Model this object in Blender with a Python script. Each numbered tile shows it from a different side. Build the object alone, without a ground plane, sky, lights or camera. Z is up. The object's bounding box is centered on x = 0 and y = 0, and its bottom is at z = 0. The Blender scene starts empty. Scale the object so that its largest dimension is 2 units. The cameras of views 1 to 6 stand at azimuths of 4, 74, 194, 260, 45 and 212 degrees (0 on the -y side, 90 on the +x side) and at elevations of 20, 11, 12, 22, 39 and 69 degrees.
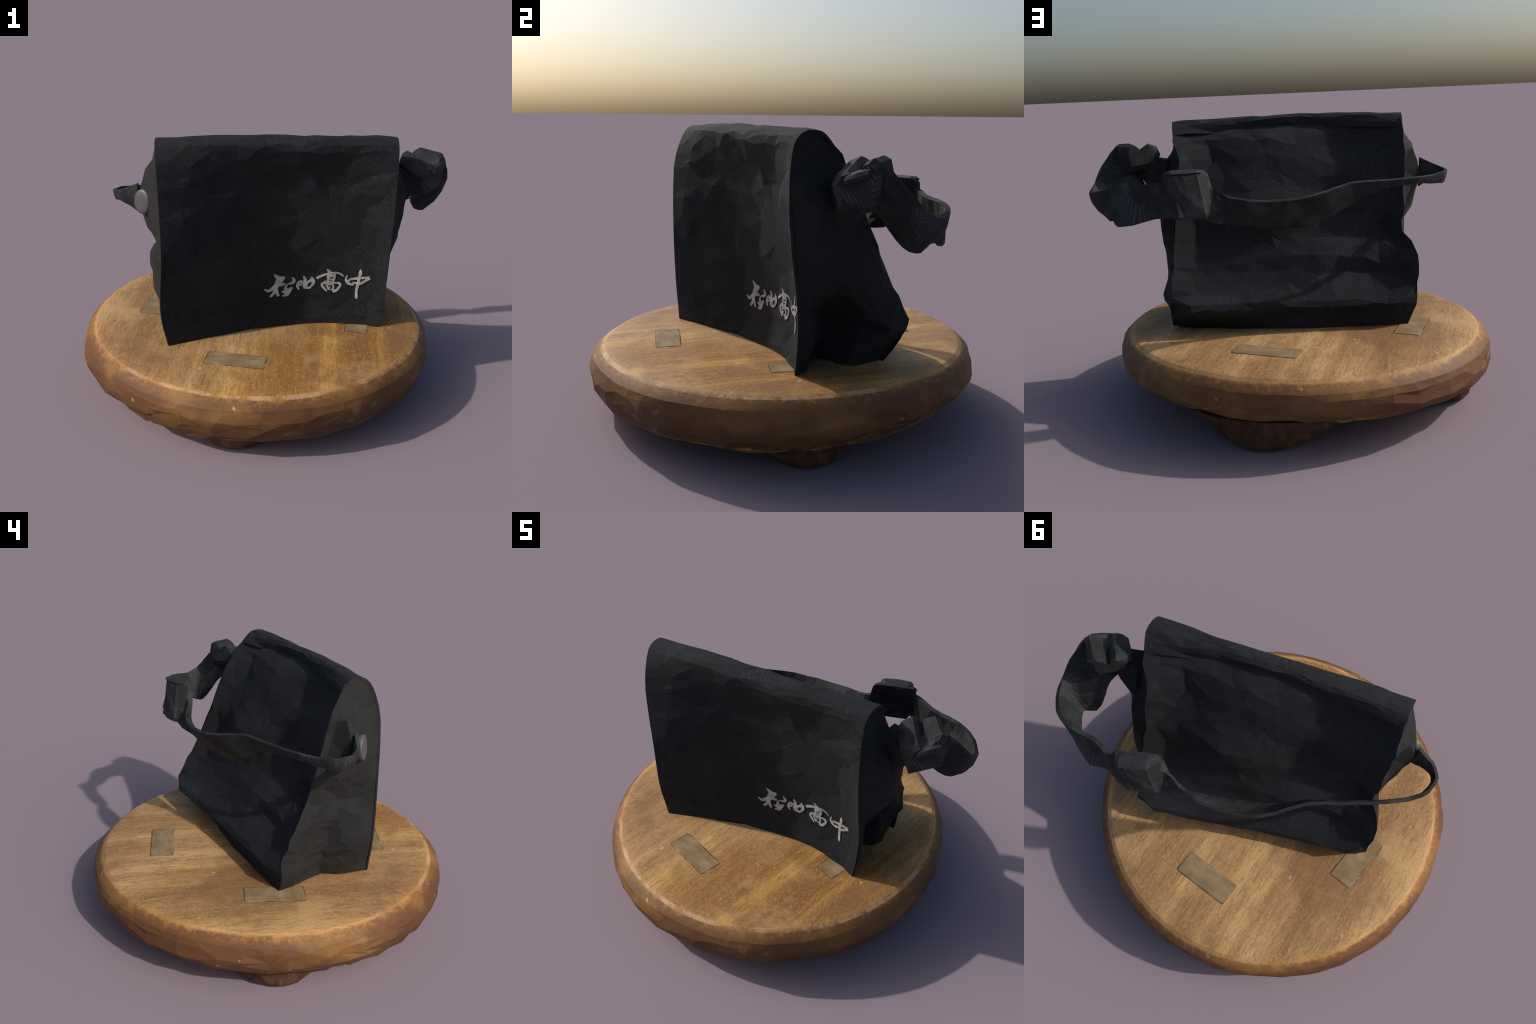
"""A worn black canvas shoulder bag standing on a low round wooden stool."""
import bpy, bmesh, math, random
from mathutils import Vector, noise
from mathutils.bvhtree import BVHTree
from mathutils.geometry import delaunay_2d_cdt

TOP = 0.352                      # height of the stool's seat at its middle
TURN = math.radians(15.2)        # the bag is turned by this much about z


# ------------------------------------------------------------------ helpers
def spline(pts, t):
    """Catmull-Rom through pts (tuples of any size), t in 0..1 over the list."""
    n = len(pts) - 1
    f = max(0.0, min(1.0, t)) * n
    i = min(int(f), n - 1)
    f -= i
    p1, p2 = pts[i], pts[i + 1]
    p0 = pts[i - 1] if i > 0 else [2 * a - b for a, b in zip(p1, p2)]
    p3 = pts[i + 2] if i + 2 <= n else [2 * b - a for a, b in zip(p1, p2)]
    return [0.5 * (2 * b + (c - a) * f + (2 * a - 5 * b + 4 * c - d) * f * f
                   + (3 * b - a - 3 * c + d) * f ** 3) for a, b, c, d in zip(p0, p1, p2, p3)]


def lerp_table(table, x):
    """Piecewise linear look-up in a table of (x, value) pairs."""
    if x <= table[0][0]:
        return table[0][1]
    for (a, va), (b, vb) in zip(table, table[1:]):
        if x <= b:
            return va + (vb - va) * (x - a) / (b - a)
    return table[-1][1]


def smooth(a, b, x):
    t = max(0.0, min(1.0, (x - a) / (b - a)))
    return t * t * (3 - 2 * t)


def seat_z(x, y):
    """The seat leans a little: it is lower at the front left."""
    return TOP + 0.0160 * x + 0.0166 * y


def crumple(p, amount, size=0.13, seed=0.0):
    """Shift a point by a 3D noise that is the same wherever points coincide."""
    q = Vector(p)
    return q + noise.noise_vector(q / size + Vector((seed, 3.1, 7.7))) * amount


def link(name, mesh, parent, mats, flat=True):
    ob = bpy.data.objects.new(name, mesh)
    bpy.context.scene.collection.objects.link(ob)
    ob.parent = parent
    for m in (mats if isinstance(mats, (list, tuple)) else [mats]):
        if m.name not in [s.name for s in mesh.materials if s]:
            mesh.materials.append(m)
    for p in mesh.polygons:
        p.use_smooth = not flat
    return ob


def mesh_from(name, verts, faces):
    me = bpy.data.meshes.new(name)
    me.from_pydata([tuple(v) for v in verts], [], faces)
    me.update()
    return me


def tri_sheet(fn, nu, nv, seed, jitter=0.42, crease=()):
    """Irregular Delaunay triangles over the unit square, mapped by fn(u, v).
    The border is sampled evenly, so that neighbouring sheets meet; rows named
    in crease stay straight, so that a fold can run along them."""
    rnd = random.Random(seed)
    pts = []
    for j in range(nv + 1):
        for i in range(nu + 1):
            u, v = i / nu, j / nv
            if 0 < i < nu:
                u += rnd.uniform(-jitter, jitter) / nu if 0 < j < nv else 0
            if 0 < j < nv and j not in crease:
                v += rnd.uniform(-jitter, jitter) / nv if 0 < i < nu else 0
            pts.append(Vector((u * nu, v * nv)))
    edges = [(j * (nu + 1) + i, j * (nu + 1) + i + 1) for j in crease for i in range(nu)]
    out = delaunay_2d_cdt(pts, edges, [], 0, 1e-6)
    verts = [fn(p.x / nu, p.y / nv) for p in out[0]]
    return verts, [tuple(f) for f in out[2]]


def solidify(ob, thickness, offset):
    m = ob.modifiers.new("thickness", 'SOLIDIFY')
    m.thickness = thickness
    m.offset = offset
    bpy.context.view_layer.objects.active = ob
    dg = bpy.context.evaluated_depsgraph_get()
    me = bpy.data.meshes.new_from_object(ob.evaluated_get(dg))
    old = ob.data
    ob.modifiers.clear()
    ob.data = me
    me.name = old.name
    bpy.data.meshes.remove(old)


def orient(ob, outside):
    """Make the faces of an open sheet look to the side given by a direction."""
    me = ob.data
    total = sum((p.normal.dot(Vector(outside)) * p.area for p in me.polygons))
    if total < 0:
        me.flip_normals()
    me.update()


def close_normals(me):
    bm = bmesh.new()
    bm.from_mesh(me)
    bmesh.ops.recalc_face_normals(bm, faces=bm.faces)
    bm.to_mesh(me)
    bm.free()


# ---------------------------------------------------------------- materials
class Nodes:
    def __init__(self, name):
        self.mat = bpy.data.materials.new(name)
        self.mat.use_nodes = True
        self.t = self.mat.node_tree
        self.bsdf = self.t.nodes["Principled BSDF"]
        self.co = self.t.nodes.new("ShaderNodeTexCoord").outputs["Object"]

    def link(self, a, b):
        self.t.links.new(a, b)

    def put(self, sock, val):
        if hasattr(val, "is_linked") or hasattr(val, "links"):
            self.link(val, sock)
        else:
            sock.default_value = val

    def mapping(self, scale=(1, 1, 1), rot=(0, 0, 0), loc=(0, 0, 0)):
        n = self.t.nodes.new("ShaderNodeMapping")
        n.inputs["Scale"].default_value = scale
        n.inputs["Rotation"].default_value = rot
        n.inputs["Location"].default_value = loc
        self.link(self.co, n.inputs["Vector"])
        return n.outputs[0]

    def noise(self, vec, scale, detail=3.0, rough=0.55, dist=0.0):
        n = self.t.nodes.new("ShaderNodeTexNoise")
        self.link(vec, n.inputs["Vector"])
        n.inputs["Scale"].default_value = scale
        n.inputs["Detail"].default_value = detail
        n.inputs["Roughness"].default_value = rough
        n.inputs["Distortion"].default_value = dist
        return n.outputs["Fac"]

    def voronoi(self, vec, scale, rand=1.0):
        n = self.t.nodes.new("ShaderNodeTexVoronoi")
        self.link(vec, n.inputs["Vector"])
        n.inputs["Scale"].default_value = scale
        n.inputs["Randomness"].default_value = rand
        return n.outputs["Distance"]

    def wave(self, vec, scale, direction='X', dist=0.0, dscale=1.0):
        n = self.t.nodes.new("ShaderNodeTexWave")
        n.bands_direction = direction
        self.link(vec, n.inputs["Vector"])
        n.inputs["Scale"].default_value = scale
        n.inputs["Distortion"].default_value = dist
        n.inputs["Detail Scale"].default_value = dscale
        return n.outputs["Fac"]

    def math(self, op, a, b=0.0, c=0.0):
        n = self.t.nodes.new("ShaderNodeMath")
        n.operation = op
        for s, v in zip(n.inputs, (a, b, c)):
            self.put(s, v)
        return n.outputs[0]

    def remap(self, x, a, b, lo=0.0, hi=1.0):
        n = self.t.nodes.new("ShaderNodeMapRange")
        n.interpolation_type = 'SMOOTHSTEP'
        self.put(n.inputs["Value"], x)
        for k, v in zip(("From Min", "From Max", "To Min", "To Max"), (a, b, lo, hi)):
            n.inputs[k].default_value = v
        return n.outputs[0]

    def ramp(self, x, stops):
        n = self.t.nodes.new("ShaderNodeValToRGB")
        e = n.color_ramp.elements
        while len(e) < len(stops):
            e.new(0.5)
        for s, (p, c) in zip(e, stops):
            s.position = p
            s.color = (*c, 1)
        self.put(n.inputs["Fac"], x)
        return n.outputs["Color"]

    def mix(self, f, a, b, mode='MIX'):
        n = self.t.nodes.new("ShaderNodeMix")
        n.data_type = 'RGBA'
        n.blend_type = mode
        self.put(n.inputs[0], f)
        for s, v in ((n.inputs[6], a), (n.inputs[7], b)):
            self.put(s, (*v, 1) if isinstance(v, tuple) and len(v) == 3 else v)
        return n.outputs[2]

    def axes(self, vec=None):
        n = self.t.nodes.new("ShaderNodeSeparateXYZ")
        self.link(vec or self.co, n.inputs[0])
        return n.outputs

    def spot(self, centre, radius):
        """1 inside a ball, falling to 0 at its border."""
        n = self.t.nodes.new("ShaderNodeVectorMath")
        n.operation = 'DISTANCE'
        self.link(self.co, n.inputs[0])
        n.inputs[1].default_value = centre
        return self.remap(n.outputs["Value"], radius * 0.6, radius, 1.0, 0.0)

    def bump(self, h, strength, dist=0.01):
        n = self.t.nodes.new("ShaderNodeBump")
        n.inputs["Strength"].default_value = strength
        n.inputs["Distance"].default_value = dist
        self.link(h, n.inputs["Height"])
        self.link(n.outputs[0], self.bsdf.inputs["Normal"])

    def done(self, color, rough=0.8, spec=0.2, metal=0.0):
        self.put(self.bsdf.inputs["Base Color"], (*color, 1) if isinstance(color, tuple) else color)
        self.put(self.bsdf.inputs["Roughness"], rough)
        self.bsdf.inputs["Specular IOR Level"].default_value = spec
        self.bsdf.inputs["Metallic"].default_value = metal
        return self.mat


def canvas(name, dark, light, dot, pitch=0.0105):
    """Coarse woven cotton: staggered raised thread crossings, faded patches."""
    n = Nodes(name)
    v = n.mapping(rot=(0, 0, -TURN))
    x, y, z = n.axes(v)
    k = 2 * math.pi / pitch
    p = n.math('ADD', x, n.math('MULTIPLY', y, 0.35))
    q = n.math('SUBTRACT', z, n.math('MULTIPLY', y, 0.8))
    a = n.math('SINE', n.math('MULTIPLY', n.math('ADD', p, n.math('MULTIPLY', q, 0.55)), k))
    b = n.math('SINE', n.math('MULTIPLY', n.math('SUBTRACT', q, n.math('MULTIPLY', p, 0.2)), k))
    weave = n.math('MULTIPLY_ADD', n.math('MULTIPLY', a, b), 0.5, 0.5)
    fade = n.noise(n.co, 2.6, 4, 0.6)
    grain = n.noise(n.co, 60, 3, 0.6)
    col = n.mix(n.remap(fade, 0.36, 0.66), dark, light)
    worn = n.math('MULTIPLY', n.remap(weave, 0.62, 1.0), n.remap(grain, 0.42, 0.72))
    worn = n.math('MULTIPLY', worn, n.remap(n.noise(n.co, 3.4, 2), 0.35, 0.65, 0.25, 1.0))
    col = n.mix(worn, col, dot)
    lint = n.remap(n.voronoi(n.co, 22), 0.07, 0.035)
    lint = n.math('MULTIPLY', lint, n.remap(n.noise(n.mapping(loc=(4, 2, 9)), 5, 1), 0.62, 0.7))
    col = n.mix(n.math('MULTIPLY', lint, 0.35), col, (0.16, 0.17, 0.17))
    n.bump(n.math('ADD', weave, n.math('MULTIPLY', grain, 0.6)), 0.22, 0.004)
    return n.done(col, 0.88, 0.22)


def webbing(name, axis):
    """Ribbed strap webbing: fine rows of pale dots running along an axis."""
    n = Nodes(name)
    rot = math.atan2(axis[1], axis[0])
    v = n.mapping(rot=(0, 0, -rot))
    x, y, z = n.axes(v)
    a = n.math('SINE', n.math('MULTIPLY', x, 2 * math.pi / 0.0085))
    b = n.math('SINE', n.math('MULTIPLY', n.math('ADD', y, n.math('MULTIPLY', z, 0.7)), 2 * math.pi / 0.019))
    rib = n.math('MULTIPLY_ADD', n.math('MULTIPLY', a, b), 0.5, 0.5)
    fade = n.noise(n.co, 9, 3)
    col = n.mix(n.remap(fade, 0.35, 0.65), (0.0155, 0.0165, 0.018), (0.027, 0.0285, 0.0295))
    col = n.mix(n.math('MULTIPLY', n.remap(rib, 0.64, 0.95, 0.0, 0.85), n.remap(n.noise(n.co, 9, 2), 0.44, 0.62)),
                col, (0.092, 0.106, 0.112))
    n.bump(rib, 0.3, 0.004)
    return n.done(col, 0.8, 0.25)


def seat_wood():
    n = Nodes("stained_wood_seat")
    along = n.mapping(scale=(1, 0.07, 1), rot=(0, 0, GRAIN))
    x, y, z = n.axes(n.mapping(rot=(0, 0, GRAIN)))
    px, py, pz = n.axes()
    broad = n.noise(along, 5.5, 3, 0.55, 0.3)
    fine = n.noise(n.mapping(scale=(1, 0.10, 1), rot=(0, 0, GRAIN)), 95, 4, 0.7)
    pores = n.noise(n.mapping(scale=(1, 0.35, 1), rot=(0, 0, GRAIN)), 150, 3, 0.65)
    cloud = n.noise(n.co, 2.3, 4, 0.62)
    pale = n.ramp(broad, [(0.30, (0.235, 0.122, 0.048)), (0.45, (0.345, 0.195, 0.080)),
                          (0.58, (0.48, 0.295, 0.125)), (0.72, (0.60, 0.40, 0.185))])
    amber = n.ramp(broad, [(0.30, (0.175, 0.074, 0.020)), (0.45, (0.26, 0.122, 0.034)),
                           (0.54, (0.33, 0.162, 0.043)), (0.62, (0.52, 0.285, 0.072))])
    # the stain has stayed stronger on the front right half
    where = n.math('ADD', n.math('MULTIPLY', px, 0.75), n.math('MULTIPLY', py, -0.55))
    where = n.math('ADD', where, n.math('MULTIPLY', n.math('SUBTRACT', cloud, 0.5), 0.9))
    col = n.mix(n.remap(where, 0.05, 0.5), pale, amber)
    col = n.mix(n.remap(fine, 0.44, 0.66, 0.0, 0.50), col, (0.135, 0.062, 0.022))
    col = n.mix(n.remap(pores, 0.52, 0.68, 0.0, 0.42), col, (0.60, 0.385, 0.14))
    col = n.mix(n.remap(pores, 0.46, 0.32, 0.0, 0.38), col, (0.11, 0.052, 0.020))
    col = n.mix(n.remap(n.noise(n.mapping(loc=(3, 5, 1)), 3.6, 5, 0.65), 0.50, 0.68, 0.0, 0.50), col, (0.185, 0.088, 0.038))
    worn = n.noise(n.mapping(loc=(6, 2, 4)), 1.7, 5, 0.68)
    col = n.mix(n.remap(worn, 0.50, 0.64, 0.0, 0.42), col, (0.17, 0.085, 0.040))
    col = n.mix(n.remap(worn, 0.44, 0.32, 0.0, 0.35), col, (0.56, 0.36, 0.165))
    # rim: redder, its browns deepened for baked shade, with an amber band at the arris and pale wear
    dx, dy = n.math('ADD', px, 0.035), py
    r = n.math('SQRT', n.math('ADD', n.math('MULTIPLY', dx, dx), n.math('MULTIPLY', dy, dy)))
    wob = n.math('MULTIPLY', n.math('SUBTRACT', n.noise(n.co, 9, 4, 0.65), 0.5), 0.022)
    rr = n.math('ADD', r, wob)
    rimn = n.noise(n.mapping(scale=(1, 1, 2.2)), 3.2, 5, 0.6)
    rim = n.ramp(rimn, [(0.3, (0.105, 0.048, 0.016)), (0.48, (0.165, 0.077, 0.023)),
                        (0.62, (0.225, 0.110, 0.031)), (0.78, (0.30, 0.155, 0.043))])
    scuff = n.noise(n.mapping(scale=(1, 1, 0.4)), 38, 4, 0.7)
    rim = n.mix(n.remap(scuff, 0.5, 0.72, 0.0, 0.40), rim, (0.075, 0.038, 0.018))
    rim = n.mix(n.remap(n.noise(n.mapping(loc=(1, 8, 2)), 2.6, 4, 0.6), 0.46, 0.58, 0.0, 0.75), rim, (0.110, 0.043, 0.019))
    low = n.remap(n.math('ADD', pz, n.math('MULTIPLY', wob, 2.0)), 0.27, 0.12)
    rim = n.mix(n.math('MULTIPLY', low, 0.75), rim, (0.060, 0.029, 0.012))  # shadow under the rim's curve, painted as a dark gradient by height
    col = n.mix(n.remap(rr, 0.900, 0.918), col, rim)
    band = n.math('MULTIPLY', n.remap(rr, 0.862, 0.90), n.remap(rr, 0.950, 0.912))
    band = n.math('MULTIPLY', band, n.remap(n.noise(n.co, 30, 4, 0.75), 0.42, 0.66, 0.10, 0.62))
    col = n.mix(band, col, (0.44, 0.215, 0.058))
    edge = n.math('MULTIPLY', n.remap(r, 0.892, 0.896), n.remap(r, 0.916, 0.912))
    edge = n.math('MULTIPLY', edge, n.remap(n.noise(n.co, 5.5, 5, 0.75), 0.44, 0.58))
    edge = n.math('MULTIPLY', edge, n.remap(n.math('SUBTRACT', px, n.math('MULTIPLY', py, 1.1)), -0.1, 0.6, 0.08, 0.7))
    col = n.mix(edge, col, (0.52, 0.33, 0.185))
    # paint flecks and scuffs
    fleck = n.remap(n.voronoi(n.mapping(scale=(1, 0.6, 1), rot=(0, 0, 0.6)), 11), 0.13, 0.07)
    fleck = n.math('MULTIPLY', fleck, n.remap(n.noise(n.mapping(loc=(7, 1, 3)), 7, 2), 0.53, 0.62))
    fleck = n.math('MULTIPLY', fleck, n.remap(n.noise(n.co, 70, 2), 0.4, 0.55))
    col = n.mix(n.math('MULTIPLY', fleck, 0.7), col, (0.52, 0.42, 0.27))
    hair = n.noise(n.mapping(scale=(0.5, 9, 1), rot=(0, 0, 0.9)), 7, 1)
    hair = n.math('MULTIPLY', n.remap(hair, 0.735, 0.765), n.remap(n.noise(n.co, 5, 2), 0.50, 0.60))
    hair = n.math('MULTIPLY', hair, n.remap(r, 0.90, 0.87))
    col = n.mix(n.math('MULTIPLY', hair, 0.5), col, (0.50, 0.38, 0.23))
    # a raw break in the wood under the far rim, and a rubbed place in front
    raw = n.spot((-0.2, 0.84, 0.07), 0.10)
    col = n.mix(n.math('MULTIPLY', raw, 0.85), col, (0.40, 0.22, 0.11))
    rub = n.math('MULTIPLY', n.spot((0.52, -0.77, 0.17), 0.17), n.remap(n.noise(n.co, 18, 4, 0.7), 0.5, 0.66))
    col = n.mix(n.math('MULTIPLY', rub, 0.5), col, (0.25, 0.19, 0.11))
    n.bump(n.math('ADD', fine, n.math('MULTIPLY', pores, 0.8)), 0.16, 0.006)
    return n.done(col, 0.62, 0.3)


def tenon_wood():
    n = Nodes("end_grain_wood")
    g = n.noise(n.mapping(scale=(0.25, 1, 1), rot=(0, 0, 0.05)), 40, 4, 0.6)
    c = n.noise(n.co, 9, 3)
    col = n.ramp(c, [(0.3, (0.175, 0.118, 0.058)), (0.55, (0.245, 0.172, 0.090)), (0.75, (0.32, 0.235, 0.130))])
    col = n.mix(n.remap(g, 0.4, 0.7, 0.0, 0.35), col, (0.11, 0.07, 0.032))
    n.bump(g, 0.15, 0.004)
    return n.done(col, 0.7, 0.25)


def joint_line():
    n = Nodes("joint_crack")
    c = n.noise(n.co, 9, 3)
    col = n.ramp(c, [(0.42, (0.055, 0.034, 0.018)), (0.56, (0.13, 0.085, 0.04)), (0.70, (0.36, 0.29, 0.17))])
    return n.done(col, 0.8, 0.15)


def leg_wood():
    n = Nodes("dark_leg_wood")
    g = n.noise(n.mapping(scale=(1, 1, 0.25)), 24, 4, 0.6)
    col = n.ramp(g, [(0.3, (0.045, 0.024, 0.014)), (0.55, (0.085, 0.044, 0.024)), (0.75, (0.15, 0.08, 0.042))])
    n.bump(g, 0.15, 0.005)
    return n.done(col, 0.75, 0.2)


def chalk_white():
    n = Nodes("printed_white_ink")
    c = n.noise(n.co, 26, 4, 0.65)
    col = n.ramp(c, [(0.3, (0.22, 0.225, 0.22)), (0.55, (0.36, 0.365, 0.355)), (0.75, (0.52, 0.52, 0.50))])
    return n.done(col, 0.85, 0.1)


def rivet_metal():
    n = Nodes("dull_rivet_metal")
    c = n.noise(n.co, 14, 4, 0.6)
    col = n.ramp(c, [(0.3, (0.055, 0.051, 0.053)), (0.6, (0.082, 0.079, 0.083)), (0.8, (0.125, 0.123, 0.130))])
    return n.done(col, 0.45, 0.5)


def plastic():
    n = Nodes("black_buckle_plastic")
    c = n.noise(n.co, 16, 3)
    col = n.ramp(c, [(0.35, (0.014, 0.015, 0.017)), (0.7, (0.026, 0.029, 0.032))])
    return n.done(col, 0.68, 0.3)


GRAIN = math.radians(-7)
CANVAS = canvas("black_canvas", (0.0115, 0.0123, 0.0142), (0.0180, 0.0194, 0.0222), (0.080, 0.095, 0.116))
SIDE = canvas("black_canvas_side", (0.0135, 0.0139, 0.0143), (0.0215, 0.0220, 0.0222), (0.044, 0.049, 0.055))
WEB = webbing("black_webbing", (0.75, -0.6))
SEAT, TENON, CRACK, LEG = seat_wood(), tenon_wood(), joint_line(), leg_wood()
INK, METAL, PLASTIC = chalk_white(), rivet_metal(), plastic()


# -------------------------------------------------------------------- stool
def thing(name, label, category, loc):
    e = bpy.data.objects.new(name, None)
    bpy.context.scene.collection.objects.link(e)
    e.location = loc
    e["label"], e["category"] = label, category
    return e


def child(ob):
    """Keep a part's mesh in world coordinates under a parent standing elsewhere."""
    ob.matrix_parent_inverse = ob.parent.matrix_world.inverted()
    return ob


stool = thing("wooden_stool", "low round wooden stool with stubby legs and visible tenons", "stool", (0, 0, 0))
bag = thing("shoulder_bag", "black canvas school satchel with white brush characters and webbing strap",
            "shoulder bag", (0, 0, 0))

CENTRE = Vector((-0.036, -0.005))
# (radius, height) down the seat's section, from the arris to the underside
SECTION = [(0.870, -0.004), (0.895, -0.010), (0.914, -0.022), (0.933, -0.038), (0.950, -0.056), (0.960, -0.085),
           (0.963, -0.118), (0.961, -0.152), (0.950, -0.182), (0.930, -0.209), (0.894, -0.232), (0.84, -0.252),
           (0.75, -0.272)]


def build_seat():
    """Turned disc: section revolved, chipped and dented more towards the underside."""
    rnd = random.Random(4)
    seg = 60
    bm = bmesh.new()
    rings = []
    inner = [(0.3, 0.0), (0.6, 0.0), (0.80, -0.001)]
    smooth_rings = len(inner) + 4
    for k, (r, h) in enumerate(inner + SECTION):
        ring = []
        low = smooth(-0.03, -0.14, h)
        for i in range(seg):
            a = (i + rnd.uniform(-0.4, 0.4) * low) / seg * math.tau
            d = Vector((math.sin(a), math.cos(a), 0))
            n1 = noise.noise(Vector((d.x * 2.1, d.y * 2.1, h * 2))) * 0.008
            n2 = rnd.uniform(-0.008, 0.008) * low
            rr = r + (n1 + n2 if k > 2 else 0)
            x, y = CENTRE.x + d.x * rr, CENTRE.y + d.y * rr
            z = seat_z(x, y) + h + (rnd.uniform(-0.010, 0.010) * low if k > 3 else 0)
            z += 0.025 * max(0, 0.45 * d.x + 0.89 * d.y - 0.6) * 2.5 * smooth(-0.14, -0.22, h)
            z -= 0.022 * (0.6 * d.x - 0.8 * d.y) * smooth(-0.16, -0.22, h)
            if k > 3:
                z += noise.noise(Vector((d.x * 5, d.y * 5, r * 9))) * 0.004
            ring.append(bm.verts.new((x, y, z)))
        rings.append(ring)
    top = bm.verts.new((CENTRE.x, CENTRE.y, seat_z(*CENTRE)))
    bot = bm.verts.new((CENTRE.x, CENTRE.y, 0.092))
    for i in range(seg):
        j = (i + 1) % seg
        bm.faces.new((top, rings[0][j], rings[0][i])).smooth = True
        bm.faces.new((bot, rings[-1][i], rings[-1][j]))
    for k, (p, q) in enumerate(zip(rings, rings[1:])):
        for i in range(seg):
            j = (i + 1) % seg
            if k < smooth_rings:
                bm.faces.new((p[i], p[j], q[j], q[i])).smooth = True
            elif rnd.random() < 0.5:
                bm.faces.new((p[i], p[j], q[j]))
                bm.faces.new((p[i], q[j], q[i]))
            else:
                bm.faces.new((p[i], p[j], q[i]))
                bm.faces.new((p[j], q[j], q[i]))
    for k in (len(inner) + 1, len(inner) + 2):          # both borders of the worn bevel stay crisp
        for i in range(seg):
            bm.edges.get((rings[k][i], rings[k][(i + 1) % seg])).smooth = False
    bmesh.ops.recalc_face_normals(bm, faces=bm.faces)
    me = bpy.data.meshes.new("seat")
    bm.to_mesh(me)
    bm.free()
    keep = [p.use_smooth for p in me.polygons]
    ob = link("seat", me, stool, SEAT)
    for p, sm in zip(me.polygons, keep):
        p.use_smooth = sm
    return ob


build_seat()

# each leg's tenon shows in the seat: centre, half sizes, turn; then foot centre
LEGS = [((-0.099, -0.581), (0.154, 0.063), math.radians(-6.9), (-0.050, 0.850, 1.0)),
        ((0.535, -0.075), (0.061, 0.150), math.radians(-7.5), (-0.100, 0.832, 1.0)),
        ((0.012, 0.575), (0.157, 0.063), math.radians(-4.8), (0.020, 0.868, 1.22)),
        ((-0.612, 0.062), (0.067, 0.152), math.radians(-6.8), (0.080, 0.858, 1.05))]


def build_tenon(c, half, turn, seed):
    rnd = random.Random(seed)
    n = 44
    ca, sa = math.cos(turn), math.sin(turn)

    def outline(grow, rough):
        pts = []
        for i in range(n):
            t = i / n * 4
            side, f = int(t), (t - int(t)) * 2 - 1
            x, y = [(f, -1), (1, f), (-f, 1), (-1, -f)][side]
            soft = 1 - 0.02 * (abs(x * y) > 0.85)
            hx, hy = (half[0] + grow) * soft, (half[1] + grow) * soft
            x, y = x * hx + rnd.uniform(-rough, rough), y * hy + rnd.uniform(-rough, rough)
            pts.append((c[0] + x * ca - y * sa, c[1] + x * sa + y * ca))
        return pts
    rims = [(0.0, 0.0011, -0.03), (0.0, 0.0011, 0.0011), (-0.0038, 0.0007, 0.0011), (-0.006, 0.0006, 0.0024)]
    verts = []
    for grow, rough, h in rims:
        verts += [(*p, seat_z(*p) + h) for p in outline(grow, rough)]
    faces, mat = [], []
    for ring in range(3):
        for k in range(n):
            a, b = ring * n + k, ring * n + (k + 1) % n
            faces.append((a, b, b + n, a + n))
            mat.append(1 if ring < 2 else 0)
    faces.append(tuple(range(3 * n, 4 * n)))
    mat.append(0)
    me = mesh_from("tenon", verts, faces)
    ob = link("tenon", me, stool, [TENON, CRACK])
    for p, m in zip(me.polygons, mat):
        p.material_index = m
    return ob


def build_leg(c, foot, seed):
    """A splayed stub whose root spreads into the seat's underside like a web:
    foot = shift along the rim, outer radius of the toe, how far the root spreads."""
    rnd = random.Random(seed + 50)
    shift, reach, spread = foot
    out = Vector((round(c[0] / 0.6), round(c[1] / 0.6), 0)).normalized()
    tan = Vector((-out.y, out.x, 0))
    if tan.x + tan.y < 0:
        tan = -tan
    # height, outer radius, inner radius, half width
    rows = [(0.165, reach + 0.050, 0.40, 0.36), (0.115, reach + 0.034, 0.48, 0.29), (0.070, reach + 0.018, 0.56, 0.22),
            (0.032, reach + 0.012, 0.62, 0.160), (0.008, reach + 0.002, 0.66, 0.120), (0.0, reach - 0.015, 0.68, 0.095)]
    n = 13
    verts, faces = [], []
    for z, ro, ri, hw in rows:
        hw *= spread if z > 0.02 else 1
        for i in range(n):
            a = i / n * math.tau + 0.2
            j = 1 + rnd.uniform(-0.08, 0.08)
            q = Vector((CENTRE.x, CENTRE.y, 0)) + out * ((ro + ri) / 2 + (ro - ri) / 2 * math.sin(a)) \
                + tan * (shift + hw * j * math.cos(a))
            verts.append((q.x, q.y, z + (rnd.uniform(-0.008, 0.008) if 0.01 < z < 0.15 else 0)))
    for r in range(len(rows) - 1):
        for i in range(n):
            a, b = r * n + i, r * n + (i + 1) % n
            faces += [(a, b, b + n), (a, b + n, a + n)] if rnd.random() < .5 else [(a, b, a + n), (b, b + n, a + n)]
    faces.append(tuple(range(n)))
    faces.append(tuple(range((len(rows) - 1) * n, len(rows) * n)))
    me = mesh_from("leg", verts, faces)
    close_normals(me)
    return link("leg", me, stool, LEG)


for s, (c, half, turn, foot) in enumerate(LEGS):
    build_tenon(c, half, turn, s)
    build_leg(c, foot, s)

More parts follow.
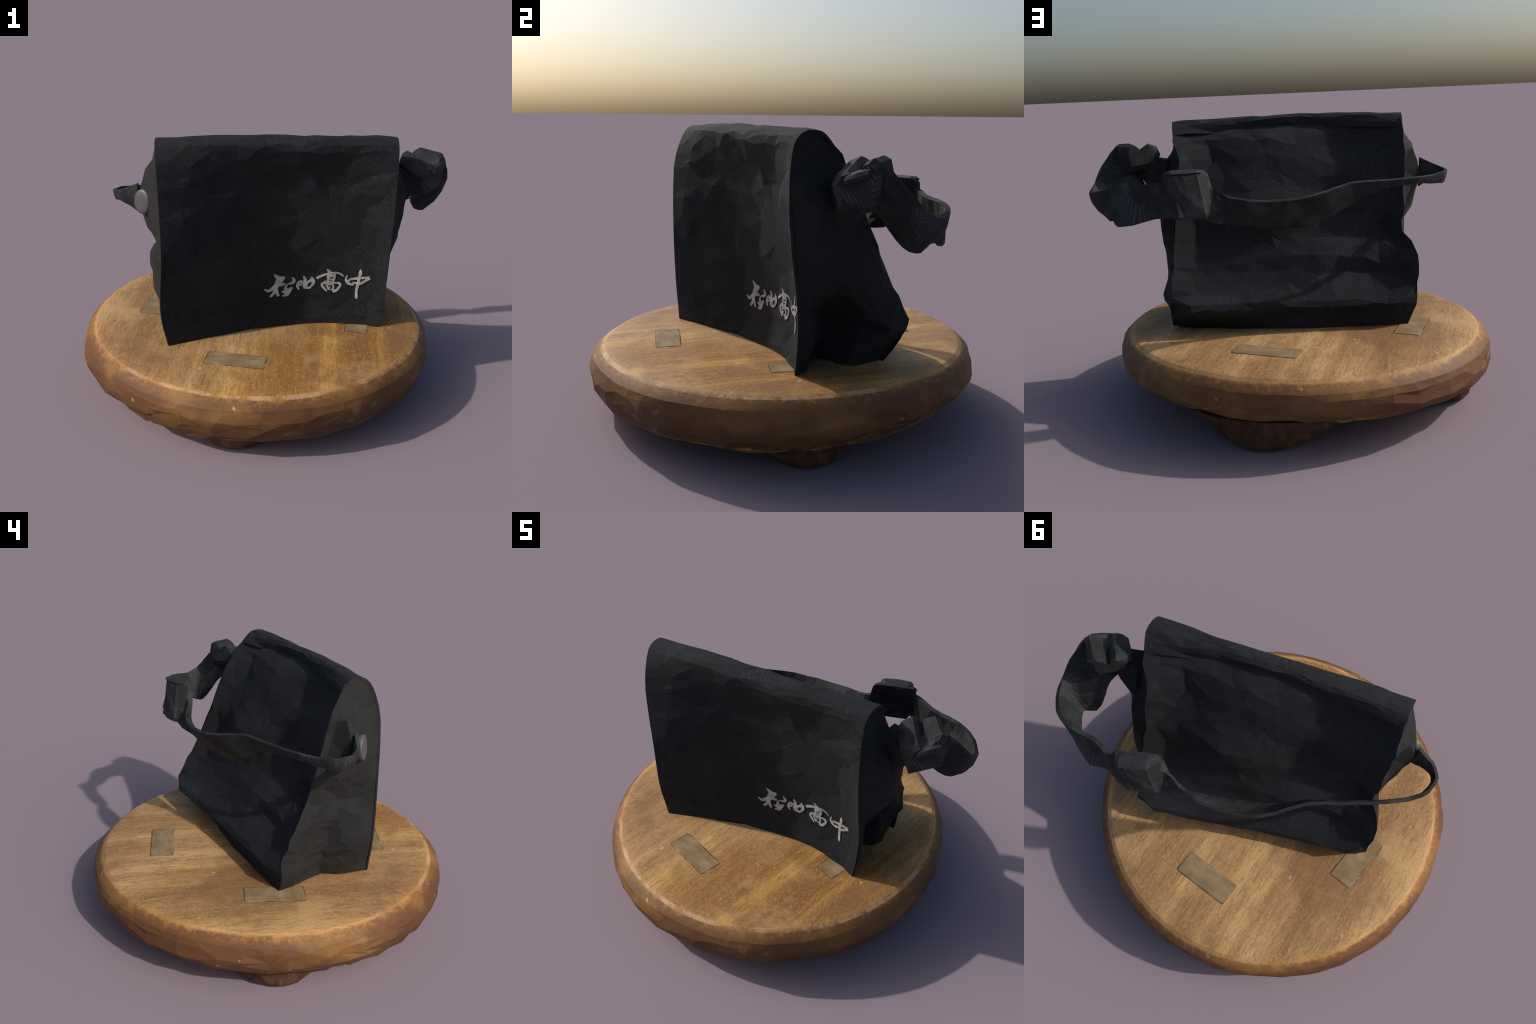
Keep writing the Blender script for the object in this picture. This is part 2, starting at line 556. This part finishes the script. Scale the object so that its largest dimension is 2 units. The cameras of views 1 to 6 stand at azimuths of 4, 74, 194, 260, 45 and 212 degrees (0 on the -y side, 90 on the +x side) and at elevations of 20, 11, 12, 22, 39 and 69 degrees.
# ---------------------------------------------------------------- bag: body
# the flap along its left edge, middle and right edge: hem, front, over the top, down the back
FLAP_LEFT = [(-0.458, -0.466, 0.357), (-0.478, -0.468, 0.42), (-0.494, -0.474, 0.52), (-0.493, -0.480, 0.65),
             (-0.485, -0.485, 0.78), (-0.486, -0.486, 0.92), (-0.493, -0.483, 1.06), (-0.500, -0.473, 1.20),
             (-0.512, -0.443, 1.30), (-0.522, -0.410, 1.365), (-0.527, -0.375, 1.392), (-0.532, -0.325, 1.396),
             (-0.541, -0.292, 1.375), (-0.545, -0.263, 1.330)]
FLAP_MID = [(0.10, -0.300, 0.357), (0.10, -0.300, 0.42), (0.10, -0.303, 0.52), (0.10, -0.308, 0.65),
            (0.10, -0.316, 0.78), (0.10, -0.324, 0.92), (0.10, -0.322, 1.06), (0.10, -0.305, 1.20),
            (0.10, -0.300, 1.30), (0.10, -0.275, 1.368), (0.10, -0.246, 1.400), (0.10, -0.214, 1.410),
            (0.09, -0.186, 1.386), (0.09, -0.205, 1.330)]
FLAP_RIGHT = [(0.641, -0.148, 0.357), (0.650, -0.147, 0.42), (0.660, -0.144, 0.52), (0.666, -0.148, 0.65),
              (0.666, -0.163, 0.78), (0.668, -0.181, 0.92), (0.670, -0.193, 1.06), (0.669, -0.192, 1.20),
              (0.668, -0.184, 1.30), (0.666, -0.165, 1.360), (0.663, -0.125, 1.394), (0.658, -0.066, 1.396),
              (0.645, -0.026, 1.374), (0.627, 0.017, 1.328)]
# edges of the bag as (x, y, z) at a run of heights, from the top down
ROWS = [1.358, 1.30, 1.20, 1.10, 1.00, 0.90, 0.80, 0.70, 0.60, 0.515, 0.455, 0.357]
def behind(edge):
    """The body's front edge lies close behind the flap's front edge."""
    front = [(z, x, y) for x, y, z in edge[:10]]
    return [(lerp_table([(z, x) for z, x, _ in front], r), lerp_table([(z, y) for z, _, y in front], r) + 0.006)
            for r in ROWS]


BACK_RIGHT = [(0.640, -0.020), (0.612, 0.055), (0.570, 0.122), (0.558, 0.166), (0.558, 0.204), (0.560, 0.240),
              (0.552, 0.288), (0.540, 0.348), (0.531, 0.402), (0.528, 0.440), (0.553, 0.384), (0.590, 0.284)]
BACK_LEFT = [(-0.540, -0.278), (-0.547, -0.242), (-0.555, -0.207), (-0.557, -0.181), (-0.560, -0.157),
             (-0.566, -0.130), (-0.560, -0.106), (-0.636, -0.032), (-0.640, 0.000), (-0.638, 0.034),
             (-0.632, 0.030), (-0.590, 0.030)]


FRONT_LEFT, FRONT_RIGHT = behind(FLAP_LEFT), behind(FLAP_RIGHT)


def row_at(edge, v):
    """A point of one of the edges above, v running 0 (top) .. 1 (bottom)."""
    return Vector(spline([(*p, z) for p, z in zip(edge, ROWS)], v))


NV = 22     # rows of facets shared by the panels so that their borders meet


def fabric(p, amount=0.012):
    """Stiff canvas: soft crumples plus small flat dents, by place in space."""
    q = crumple(p, amount, 0.17, 1.0)
    return crumple(q, amount * 0.9, 0.055, 9.0) if amount else q


def panel(name, fn, nu, nv, seed, mat, outside, crease=()):
    verts, faces = tri_sheet(fn, nu, nv, seed, crease=crease)
    me = mesh_from(name, verts, faces)
    ob = link(name, me, bag, mat)
    orient(ob, outside)
    return ob


def bell(x, c, w):
    return math.exp(-((x - c) / w) ** 2)


def back_panel(u, v):                       # u: right (+x) to left
    a, b = row_at(BACK_RIGHT, v), row_at(BACK_LEFT, v)
    p = a.lerp(b, u)
    z = p.z
    out = Vector((-math.sin(TURN), math.cos(TURN), 0.0))
    wide = smooth(0.0, 0.085, u) * smooth(1.0, 0.95, u)
    belly = math.sin(math.pi * min(max(u, 0), 1))
    depth = lerp_table([(0.36, 0.0), (0.47, 0.0), (0.53, 0.012), (0.65, 0.045), (0.8, 0.040), (0.95, 0.042),
                        (1.1, 0.034), (1.2, 0.031), (1.30, 0.030), (1.345, 0.042), (1.375, 0.050)], z)
    depth += 0.062 * bell(u, 0.76, 0.13) * bell(z, 1.24, 0.10)
    depth += 0.036 * bell(u, 0.13, 0.08) * bell(z, 1.22, 0.12)
    depth += 0.040 * bell(u, 0.80, 0.12) * bell(z, 0.60, 0.07)
    depth += 0.034 * bell(u, 0.74, 0.13) * bell(z, 1.00, 0.12)
    depth -= 0.014 * bell(u, 0.28, 0.10) * bell(z, 0.98, 0.10)
    depth -= 0.074 * bell(u, 0.40, 0.17) * bell(z, 0.92, 0.12)
    depth -= 0.020 * bell(u, 0.60, 0.20) * bell(z, 0.72, 0.10)
    # a soft fold runs up from the lower middle to the left side
    t = u - (0.52 + 0.42 * smooth(0.50, 0.80, z))
    fold = bell(t, 0, 0.045) * 0.028 * smooth(0.48, 0.56, z) * smooth(0.90, 0.8, z)
    # below the sharp bottom fold the wall steps in and drops to the seat
    tuck = 0.036 * bell(z, 0.485, 0.05) * smooth(0.0, 0.05, u) * smooth(1.0, 0.95, u) + 0.058 * belly ** 0.8 * smooth(0.44, 0.36, z)
    tuck += 0.034 * bell(z, 0.45, 0.06) * smooth(0.0, 0.06, u) * smooth(0.55, 0.2, u)
    p += out * (-depth * wide - fold + tuck)
    p.z += 0.045 * (0.42 - u) * bell(z, 0.51, 0.05)
    if v > 0.999:
        p.z = seat_z(p.x, p.y) + 0.002
    # borders crumple with their neighbours, the middle hangs smoother
    return fabric(p, 0.013 - 0.0065 * smooth(0.0, 0.12, u) * smooth(1.0, 0.88, u))


panel("back_panel", back_panel, 15, NV, 11, CANVAS, (-0.26, 0.96, 0.1), crease=(18, 20))


def side_left(u, v):                        # u: back to front
    a, b = row_at(BACK_LEFT, v), row_at(FRONT_LEFT, v)
    p = a.lerp(b, u)
    z = p.z
    bulge = lerp_table([(0.357, -0.072), (0.45, -0.088), (0.6, -0.080), (0.72, -0.048), (0.80, -0.010),
                        (0.87, 0.035), (0.95, 0.075), (1.03, 0.112), (1.10, 0.110), (1.17, 0.092), (1.225, 0.075),
                        (1.26, 0.030), (1.35, 0.0)], z)
    peak = u / 0.4 if u < 0.4 else (1 - u) / 0.6       # drawn out to a ridge by the strap
    p.x -= bulge * (peak if bulge > 0 else bell(u, 0.46, 0.19))
    # the pocket behind the strap's fixing
    p.x += 0.045 * bell(u, 0.18, 0.10) * bell(z, 1.10, 0.09)
    p.z += 0.030 * math.sin(math.pi * u) * smooth(0.1, 0.0, v)       # arched top under the flap
    if v > 0.999:
        p.z = seat_z(p.x, p.y) + 0.002
    return fabric(p, 0.013 * smooth(1.0, 0.8, u) * (1 - 0.45 * smooth(0.0, 0.2, u)))


panel("side_panel", side_left, 6, NV, 12, SIDE, (-1, -0.1, 0))


def side_right(u, v):                       # u: front to back
    a, b = row_at(FRONT_RIGHT, v), row_at(BACK_RIGHT, v)
    p = a.lerp(b, u)
    z = p.z
    bulge = lerp_table([(0.357, 0.0), (0.5, 0.02), (0.7, 0.060), (0.85, 0.090), (1.0, 0.115), (1.10, 0.115),
                        (1.18, 0.090), (1.23, 0.040), (1.28, 0.010), (1.375, 0.0)], z)
    hump = math.sin(math.pi * u) ** 0.55
    p.x += bulge * hump
    p.y += 0.055 * bell(u, 0.78, 0.16) * bell(z, 0.92, 0.13)
    p.x += 0.050 * bell(u, 0.72, 0.12) * bell(z, 0.55, 0.08)
    p.x -= 0.035 * bell(u, 0.95, 0.10) * smooth(0.50, 0.42, z)
    p.z += 0.036 * math.sin(math.pi * u) * smooth(0.1, 0.0, v)       # arched top under the flap
    # the low front part is sucked in behind the flap, leaving an arched hollow
    p.x -= 0.195 * bell(u, 0.36, 0.155) * smooth(0.80, 0.54, z)
    p.x -= 0.03 * bell(u, 0.12, 0.10) * smooth(0.5, 0.8, z) * smooth(1.2, 1.0, z)
    if v > 0.999:
        p.z = seat_z(p.x, p.y) + 0.002
    return fabric(p, 0.013 * smooth(0.0, 0.2, u))


panel("side_panel", side_right, 7, NV, 13, SIDE, (1, 0.1, 0))


# ------------------------------------------------------------ bag: the flap
def flap_depth(z, s):
    """How far the flap's front sinks in behind the line between its edges."""
    d = lerp_table([(0.357, 0.118), (0.5, 0.136), (0.65, 0.143), (0.85, 0.140), (1.06, 0.115),
                    (1.2, 0.088), (1.3, 0.040), (1.36, 0.0)], z)
    prof = lerp_table([(0, 0), (0.1, 0.20), (0.22, 0.52), (0.35, 0.86), (0.45, 0.98), (0.55, 1.0),
                       (0.68, 0.92), (0.8, 0.77), (0.9, 0.49), (1, 0)], s)
    return d * prof


def flap(u, v):                             # u: left to right, v: hem, up, over, down the back
    a, m, b = (Vector(spline(t, v)) for t in (FLAP_LEFT, FLAP_MID, FLAP_RIGHT))
    p = Vector(spline([a, m, b], u))
    if v < 0.75:
        p.y += flap_depth(p.z, u)
    return p


def flap_cloth(u, v):
    edge = smooth(0, 0.05, u) * smooth(1, 0.95, u)
    p = flap(u, v)
    p = crumple(p, 0.010 * edge, 0.22, 4.0)
    q = crumple(p, 0.0115 * edge, 0.06, 2.0)
    if v < 0.001:
        q.z = seat_z(q.x, q.y) + 0.002
    return q


verts, faces = tri_sheet(flap_cloth, 14, 23, 21)
flap_mesh = mesh_from("flap", verts, faces)
FLAP = link("flap", flap_mesh, bag, CANVAS)
orient(FLAP, (0.25, -0.95, 0.2))
flap_tree = BVHTree.FromPolygons([v.co[:] for v in flap_mesh.vertices], [p.vertices[:] for p in flap_mesh.polygons])
solidify(FLAP, 0.013, -1.0)


def front_panel(u, v):                      # the body's own front, behind the flap
    a, b = row_at(FRONT_LEFT, v), row_at(FRONT_RIGHT, v)
    p = a.lerp(b, u)
    p.y += flap_depth(min(p.z, 1.3), u) + 0.012 * math.sin(math.pi * u)
    if v > 0.999:
        p.z = seat_z(p.x, p.y) + 0.002
    return fabric(p, 0.013 * smooth(0.0, 0.1, u) * smooth(1.0, 0.9, u))


panel("front_panel", front_panel, 16, NV, 14, SIDE, (0.25, -0.95, 0))


def base_panel():
    """Closes the bag below, following the lower borders of the four walls."""
    loop = [front_panel(i / 16, 1) for i in range(17)] + [side_right(i / 7, 1) for i in range(1, 8)] \
        + [back_panel(i / 15, 1) for i in range(1, 16)] + [side_left(i / 6, 1) for i in range(1, 6)]
    c = sum(loop, Vector()) / len(loop)
    n = len(loop)
    me = mesh_from("base_panel", loop + [c], [(i, (i + 1) % n, n) for i in range(n)])
    ob = link("base_panel", me, bag, SIDE)
    orient(ob, (0, 0, -1))


base_panel()

# -------------------------------------------- bag: characters on the flap
# brush strokes as (x, y, width) in the letter block's own units: 1000 = 0.283 m
STROKES = [
    [(370, 378, 18), (410, 420, 55), (470, 458, 62), (550, 440, 26)],
    [(550, 452, 24), (470, 528, 60), (380, 610, 56), (290, 676, 46), (212, 642, 16)],
    [(440, 480, 60), (420, 570, 72), (398, 680, 56), (360, 745, 46), (314, 798, 30)],
    [(405, 620, 60), (428, 715, 52), (458, 790, 40)],
    [(440, 582, 40), (515, 572, 56), (568, 570, 24)],
    [(678, 452, 22), (714, 508, 46), (690, 556, 42), (600, 576, 16)],
    [(594, 578, 26), (572, 648, 46), (600, 690, 66)],
    [(503, 705, 12), (560, 716, 48), (606, 722, 92), (684, 640, 28)],
    [(612, 718, 72), (604, 768, 52), (522, 790, 24)],
    [(804, 690, 22), (774, 622, 40), (790, 562, 46), (842, 534, 36), (852, 572, 26)],
    [(800, 610, 24), (850, 590, 30)],
    [(872, 436, 22), (900, 500, 46), (894, 590, 46), (888, 650, 36)],
    [(890, 604, 38), (960, 548, 40), (1024, 520, 60)],
    [(1004, 464, 28), (1042, 530, 56), (1038, 594, 46), (974, 676, 26)],
    [(886, 652, 32), (930, 656, 36), (976, 662, 34)],
    [(916, 648, 22), (952, 586, 26)],
    [(1272, 312, 22), (1310, 358, 50), (1346, 412, 74)],
    [(1096, 492, 34), (1160, 456, 42), (1260, 408, 32), (1400, 374, 26), (1500, 394, 36), (1568, 444, 14)],
    [(1288, 420, 30), (1302, 500, 36), (1290, 566, 30)],
    [(1402, 398, 50), (1406, 470, 36), (1384, 566, 28)],
    [(1306, 442, 38), (1396, 432, 40)],
    [(1306, 478, 16), (1352, 502, 18), (1392, 500, 16)],
    [(1300, 540, 18), (1392, 536, 18)],
    [(1272, 540, 32), (1212, 580, 36), (1196, 614, 36), (1240, 672, 36), (1288, 724, 20)],
    [(1236, 582, 28), (1380, 570, 26), (1482, 570, 30), (1516, 606, 36), (1470, 690, 42), (1412, 724, 40),
     (1390, 680, 34)],
    [(1268, 606, 22), (1306, 656, 30), (1320, 694, 24)],
    [(1280, 606, 20), (1388, 606, 26), (1396, 680, 34)],
    [(1316, 690, 20), (1372, 690, 20)],
    [(1318, 650, 16), (1352, 648, 16)],
    [(1630, 414, 16), (1606, 490, 32), (1640, 556, 46), (1700, 588, 36), (1754, 584, 20)],
    [(1640, 542, 24), (1682, 490, 36), (1780, 464, 40), (1880, 444, 36), (2008, 420, 34)],
    [(2010, 436, 42), (1930, 500, 42), (1846, 572, 34)],
    [(1718, 546, 18), (1800, 554, 40), (1852, 548, 40)],
    [(1842, 288, 10), (1846, 350, 56), (1836, 430, 46), (1820, 560, 50), (1802, 700, 44), (1810, 820, 42),
     (1822, 852, 10)],
]
GLYPHS = [(0, 9), (9, 16), (16, 29), (29, 34)]        # strokes of the four characters


def on_flap(x, y, lift):
    """Letter units to a point on the flap's front, seen square on from the front."""
    gx, gz = -0.0525 + 0.000314 * x, 0.7708 - 0.000311 * y
    gz += 0.000020 * (x - 1000) * 0.0
    hit, nor, _, _ = flap_tree.ray_cast(Vector((gx, -2.0, gz)), Vector((0, 1, 0)))
    if hit is None:
        hit, nor = Vector((gx, -0.15, gz)), Vector((0, -1, 0))
    if nor.y > 0:
        nor = -nor
    return hit + nor * lift


def build_glyph(strokes, lift0):
    verts, faces = [], []
    for si, st in enumerate(strokes):
        lift = lift0 + 0.0004 * (si % 5)
        length = sum(math.dist(a[:2], b[:2]) for a, b in zip(st, st[1:]))
        n = max(6, int(length / 14))
        row = []
        for i in range(n + 1):
            t = i / n
            x, y, w = spline(st, t)
            x2, y2, _ = spline(st, min(1, t + 0.02))
            x1, y1, _ = spline(st, max(0, t - 0.02))
            d = Vector((x2 - x1, y2 - y1))
            d = d.normalized() if d.length > 1e-6 else Vector((1, 0))
            nx, ny = -d.y, d.x
            w = max(5, w * 1.10) * 0.5 * (1 + 0.12 * noise.noise(Vector((x / 19, y / 19, 3))))
            row.append([on_flap(x + nx * w * k, y + ny * w * k, lift)
                        for k in (-1, -0.5, 0, 0.5, 1)])
        base = len(verts)
        for r in row:
            verts += r
        for i in range(n):
            for k in range(4):
                a = base + i * 5 + k
                faces.append((a, a + 1, a + 6, a + 5))
    me = mesh_from("brush_character", verts, faces)
    ob = link("brush_character", me, FLAP, INK)
    orient(ob, (0.2, -1, 0))
    solidify(ob, 0.0018, -1.0)


for a, b in GLYPHS:
    build_glyph(STROKES[a:b], 0.0022)


# -------------------------------------------------------- bag: strap, buckles
def band(name, pairs, n, thick, mat, parent, seed, rough=0.004, cuts=2, bulge=None):
    """A webbing band from pairs of (upper edge, lower edge) points."""
    rnd = random.Random(seed)
    T, B = [p[0] for p in pairs], [p[1] for p in pairs]
    k = cuts + 2
    front, back = [], []
    for i in range(n + 1):
        t = i / n
        jit = 0 if i in (0, n) else rnd.uniform(-0.25, 0.25) / n
        t = max(0, min(1, t + jit))
        e = 0.004
        a, b = Vector(spline(T, t)), Vector(spline(B, t))
        tan = (Vector(spline(T, min(1, t + e))) + Vector(spline(B, min(1, t + e)))
               - Vector(spline(T, max(0, t - e))) - Vector(spline(B, max(0, t - e))))
        nor = tan.cross(a - b)
        nor = nor.normalized() if nor.length > 1e-9 else Vector((0, 1, 0))
        for j in range(k):
            f = j / (k - 1)
            p = crumple(a.lerp(b, f), rough, 0.06, seed)
            if bulge:
                p += bulge(p) * math.sin(math.pi * f)
            h = (thick(t) if callable(thick) else thick) * 0.5 * (0.75 if j in (0, k - 1) else 1.0)
            front.append(p + nor * h)
            back.append(p - nor * h)
    verts = front + back
    m = len(front)
    faces = []
    for i in range(n):
        for j in range(k - 1):
            a, b, c, d = i * k + j, i * k + j + 1, (i + 1) * k + j + 1, (i + 1) * k + j
            split = [(a, b, c), (a, c, d)] if rnd.random() < 0.5 else [(a, b, d), (b, c, d)]
            faces += split
            faces += [tuple(m + x for x in reversed(f)) for f in split]
        for j in (0, k - 1):
            a, d = i * k + j, (i + 1) * k + j
            faces.append((a, d, m + d, m + a))
    for i in (0, n):
        for j in range(k - 1):
            a, b = i * k + j, i * k + j + 1
            faces.append((a, b, m + b, m + a))
    me = mesh_from(name, verts, faces)
    close_normals(me)
    return link(name, me, parent, mat)


STRAP = [((-0.630, -0.318, 1.160), (-0.620, -0.310, 1.005)),
         ((-0.685, -0.306, 1.132), (-0.672, -0.298, 1.035)),
         ((-0.730, -0.290, 1.114), (-0.720, -0.284, 1.058)),
         ((-0.765, -0.258, 1.105), (-0.755, -0.250, 1.055)),
         ((-0.768, -0.205, 1.098), (-0.752, -0.200, 1.038)),
         ((-0.738, -0.140, 1.093), (-0.722, -0.140, 1.045)),
         ((-0.660, -0.064, 1.086), (-0.650, -0.072, 1.050)),
         ((-0.560, 0.008, 1.084), (-0.555, -0.006, 1.050)),
         ((-0.460, 0.075, 1.088), (-0.462, 0.045, 1.040)),
         ((-0.370, 0.130, 1.087), (-0.378, 0.078, 1.005)),
         ((-0.290, 0.198, 1.076), (-0.298, 0.112, 0.962)),
         ((-0.190, 0.300, 1.051), (-0.197, 0.178, 0.915)),
         ((-0.090, 0.356, 1.038), (-0.087, 0.228, 0.884)),
         ((0.020, 0.388, 1.036), (0.018, 0.275, 0.886)),
         ((0.120, 0.400, 1.041), (0.110, 0.318, 0.902)),
         ((0.210, 0.386, 1.052), (0.205, 0.358, 0.919)),
         ((0.290, 0.372, 1.085), (0.275, 0.405, 0.932)),
         ((0.350, 0.385, 1.135), (0.330, 0.430, 0.950)),
         ((0.420, 0.425, 1.150), (0.390, 0.485, 0.970)),
         ((0.500, 0.455, 1.135), (0.450, 0.510, 0.978)),
         ((0.655, 0.425, 1.118), (0.580, 0.470, 0.958)),
         ((0.750, 0.430, 1.113), (0.690, 0.492, 0.935)),
         ((0.830, 0.424, 1.103), (0.765, 0.440, 0.922)),
         ((0.900, 0.395, 1.088), (0.815, 0.388, 0.950)),
         ((0.945, 0.355, 1.075), (0.862, 0.332, 0.955)),
         ((0.975, 0.300, 1.080), (0.885, 0.290, 0.930)),
         ((0.988, 0.235, 1.112), (0.865, 0.265, 0.926)),
         ((0.978, 0.185, 1.160), (0.820, 0.245, 0.940)),
         ((0.958, 0.140, 1.222), (0.798, 0.188, 1.018)),
         ((0.930, 0.095, 1.270), (0.792, 0.128, 1.080)),
         ((0.885, 0.055, 1.270), (0.795, 0.060, 1.075))]


def loop_bulge(p):
    """The doubled webbing of the side loop swells outwards."""
    d = Vector((p.x - 0.72, p.y - 0.30, 0))
    return d.normalized() * 0.022 * smooth(0.80, 0.88, p.x) * smooth(0.42, 0.34, p.y) if d.length > 0 else d


strap = band("strap", STRAP, 56, lambda t: 0.020 + 0.009 * smooth(0.58, 0.66, t), WEB, bag, 31, 0.006,
             bulge=loop_bulge)


def loft(name, sections, mat, parent, seed, rough=0.003):
    """A closed body through rings of points (same count in each)."""
    rnd = random.Random(seed)
    n = len(sections[0])
    verts = [crumple(p, rough, 0.05, seed) for s in sections for p in s]
    faces = []
    for r in range(len(sections) - 1):
        for i in range(n):
            a, b = r * n + i, r * n + (i + 1) % n
            faces += [(a, b, b + n), (a, b + n, a + n)] if rnd.random() < .5 else [(a, b, a + n), (b, b + n, a + n)]
    faces.append(tuple(range(n)))
    faces.append(tuple(range((len(sections) - 1) * n, len(sections) * n)))
    me = mesh_from(name, verts, faces)
    close_normals(me)
    return link(name, me, parent, mat)


def ring(centre, e1, e2, r1, r2, n=10, phase=0.0):
    return [Vector(centre) + Vector(e1) * r1 * math.cos(phase + i / n * math.tau)
            + Vector(e2) * r2 * math.sin(phase + i / n * math.tau) for i in range(n)]


# buckle by the side: webbing folded over twice, closed by a slider at its front
axis = Vector((0.13, -0.112, -0.035)).normalized()         # along the rolls
along = Vector((0.07, 0.076, 0.0)).normalized()            # strap's own direction
H1A, H1B = Vector((0.726, 0.095, 1.300)), Vector((0.866, -0.030, 1.242))
H2A, H2B = Vector((0.804, 0.160, 1.302)), Vector((0.924, 0.052, 1.294))
Z = Vector((0, 0, 1))
secs = []
for t, k in [(0.0, 0.72), (0.10, 1.0), (0.35, 1.02), (0.62, 1.0), (0.90, 1.0), (1.0, 0.74)]:
    a, b = H1A.lerp(H1B, t), H2A.lerp(H2B, t)
    drop = 0.125 + 0.035 * t
    sec = [a - along * 0.030 - Z * drop, a - along * 0.066 - Z * 0.06, a - along * 0.044 - Z * 0.014, a + Z * 0.002,
           a + along * 0.026 - Z * 0.012, a.lerp(b, 0.5) - Z * 0.040, b - along * 0.030 - Z * 0.010, b + Z * 0.001,
           b + along * 0.026 - Z * 0.014, b + along * 0.040 - Z * 0.060, b + along * 0.022 - Z * (drop + 0.02)]
    mid = sum(sec, Vector()) / len(sec)
    secs.append([mid + (q - mid) * k for q in sec])
buckle_side = loft("buckle", secs, WEB, bag, 41, 0.005)
loft("slider_bar", [ring(Vector((0.852, -0.032, 1.208)).lerp(Vector((0.932, 0.050, 1.246)), f), axis, Z, r, r, 7)
                    for f, r in [(0, 0.008), (0.1, 0.019), (0.5, 0.023), (0.9, 0.019), (1, 0.008)]],
     PLASTIC, buckle_side, 42)
# tab that joins it to the bag's side
loft("anchor_tab", [[Vector(p) for p in s] for s in [
    [(0.640, -0.075, 1.195), (0.640, 0.100, 1.205), (0.640, 0.140, 1.00), (0.640, 0.060, 0.90), (0.640, -0.07, 0.98)],
    [(0.710, -0.035, 1.205), (0.700, 0.075, 1.225), (0.705, 0.115, 1.06), (0.705, 0.065, 0.95), (0.715, -0.02, 1.03)],
    [(0.775, -0.018, 1.185), (0.745, 0.085, 1.225), (0.745, 0.105, 1.11), (0.755, 0.055, 1.05), (0.770, 0.00, 1.08)],
    [(0.812, -0.006, 1.172), (0.795, 0.060, 1.210), (0.785, 0.090, 1.14), (0.800, 0.040, 1.09), (0.810, 0.00, 1.10)],
]], SIDE, bag, 47, 0.006)

# buckle behind the bag: a slider wrapped in webbing, bulging outwards
sections = []
d = Vector((-0.160, -0.078, 0)).normalized()               # along the strap
o = Vector((-d.y, d.x, 0))
o = o if o.y > 0 else -o
for z, lean, k in [(0.962, 0.042, 0.90), (0.985, 0.040, 1.0), (1.07, 0.020, 1.03), (1.165, 0.0, 0.98), (1.182, -0.006, 0.80)]:
    c = Vector((0.512, 0.448, z)) + o * lean + d * (0.030 * (1.165 - z) / 0.2)
    sec = [(-0.012, -0.014), (-0.012, 0.016), (0.030, 0.050), (0.085, 0.060), (0.150, 0.058), (0.205, 0.010),
           (0.212, -0.018), (0.10, -0.018)]
    sections.append([c + d * (0.10 + (a - 0.10) * k) + o * b * k for a, b in sec])
buckle_back = loft("buckle", sections, WEB, bag, 51, 0.004)
loft("slider_bar", [ring(Vector((0.492, 0.462, 1.176)).lerp(Vector((0.345, 0.392, 1.176)), f), o, Z, r, r * 0.35, 6)
                    for f, r in [(0, 0.020), (0.12, 0.040), (0.5, 0.044), (0.88, 0.034), (1, 0.016)]],
     PLASTIC, buckle_back, 52)

# rivet on the other fixing
c = Vector((-0.598, -0.362, 1.078))
nrm = Vector((-0.54, -0.84, 0.08)).normalized()
side = Vector((0, 0, 1)).cross(nrm).normalized()
upv = nrm.cross(side)
secs = [ring(c + nrm * h, side, upv, 0.054 * f, 0.064 * f, 18) for h, f in
        [(-0.05, 0.92), (0.000, 1.0), (0.006, 0.95), (0.009, 0.75), (0.010, 0.3)]]
rivet = loft("rivet", secs, METAL, bag, 61, 0.002)
for p in rivet.data.polygons:
    p.use_smooth = True
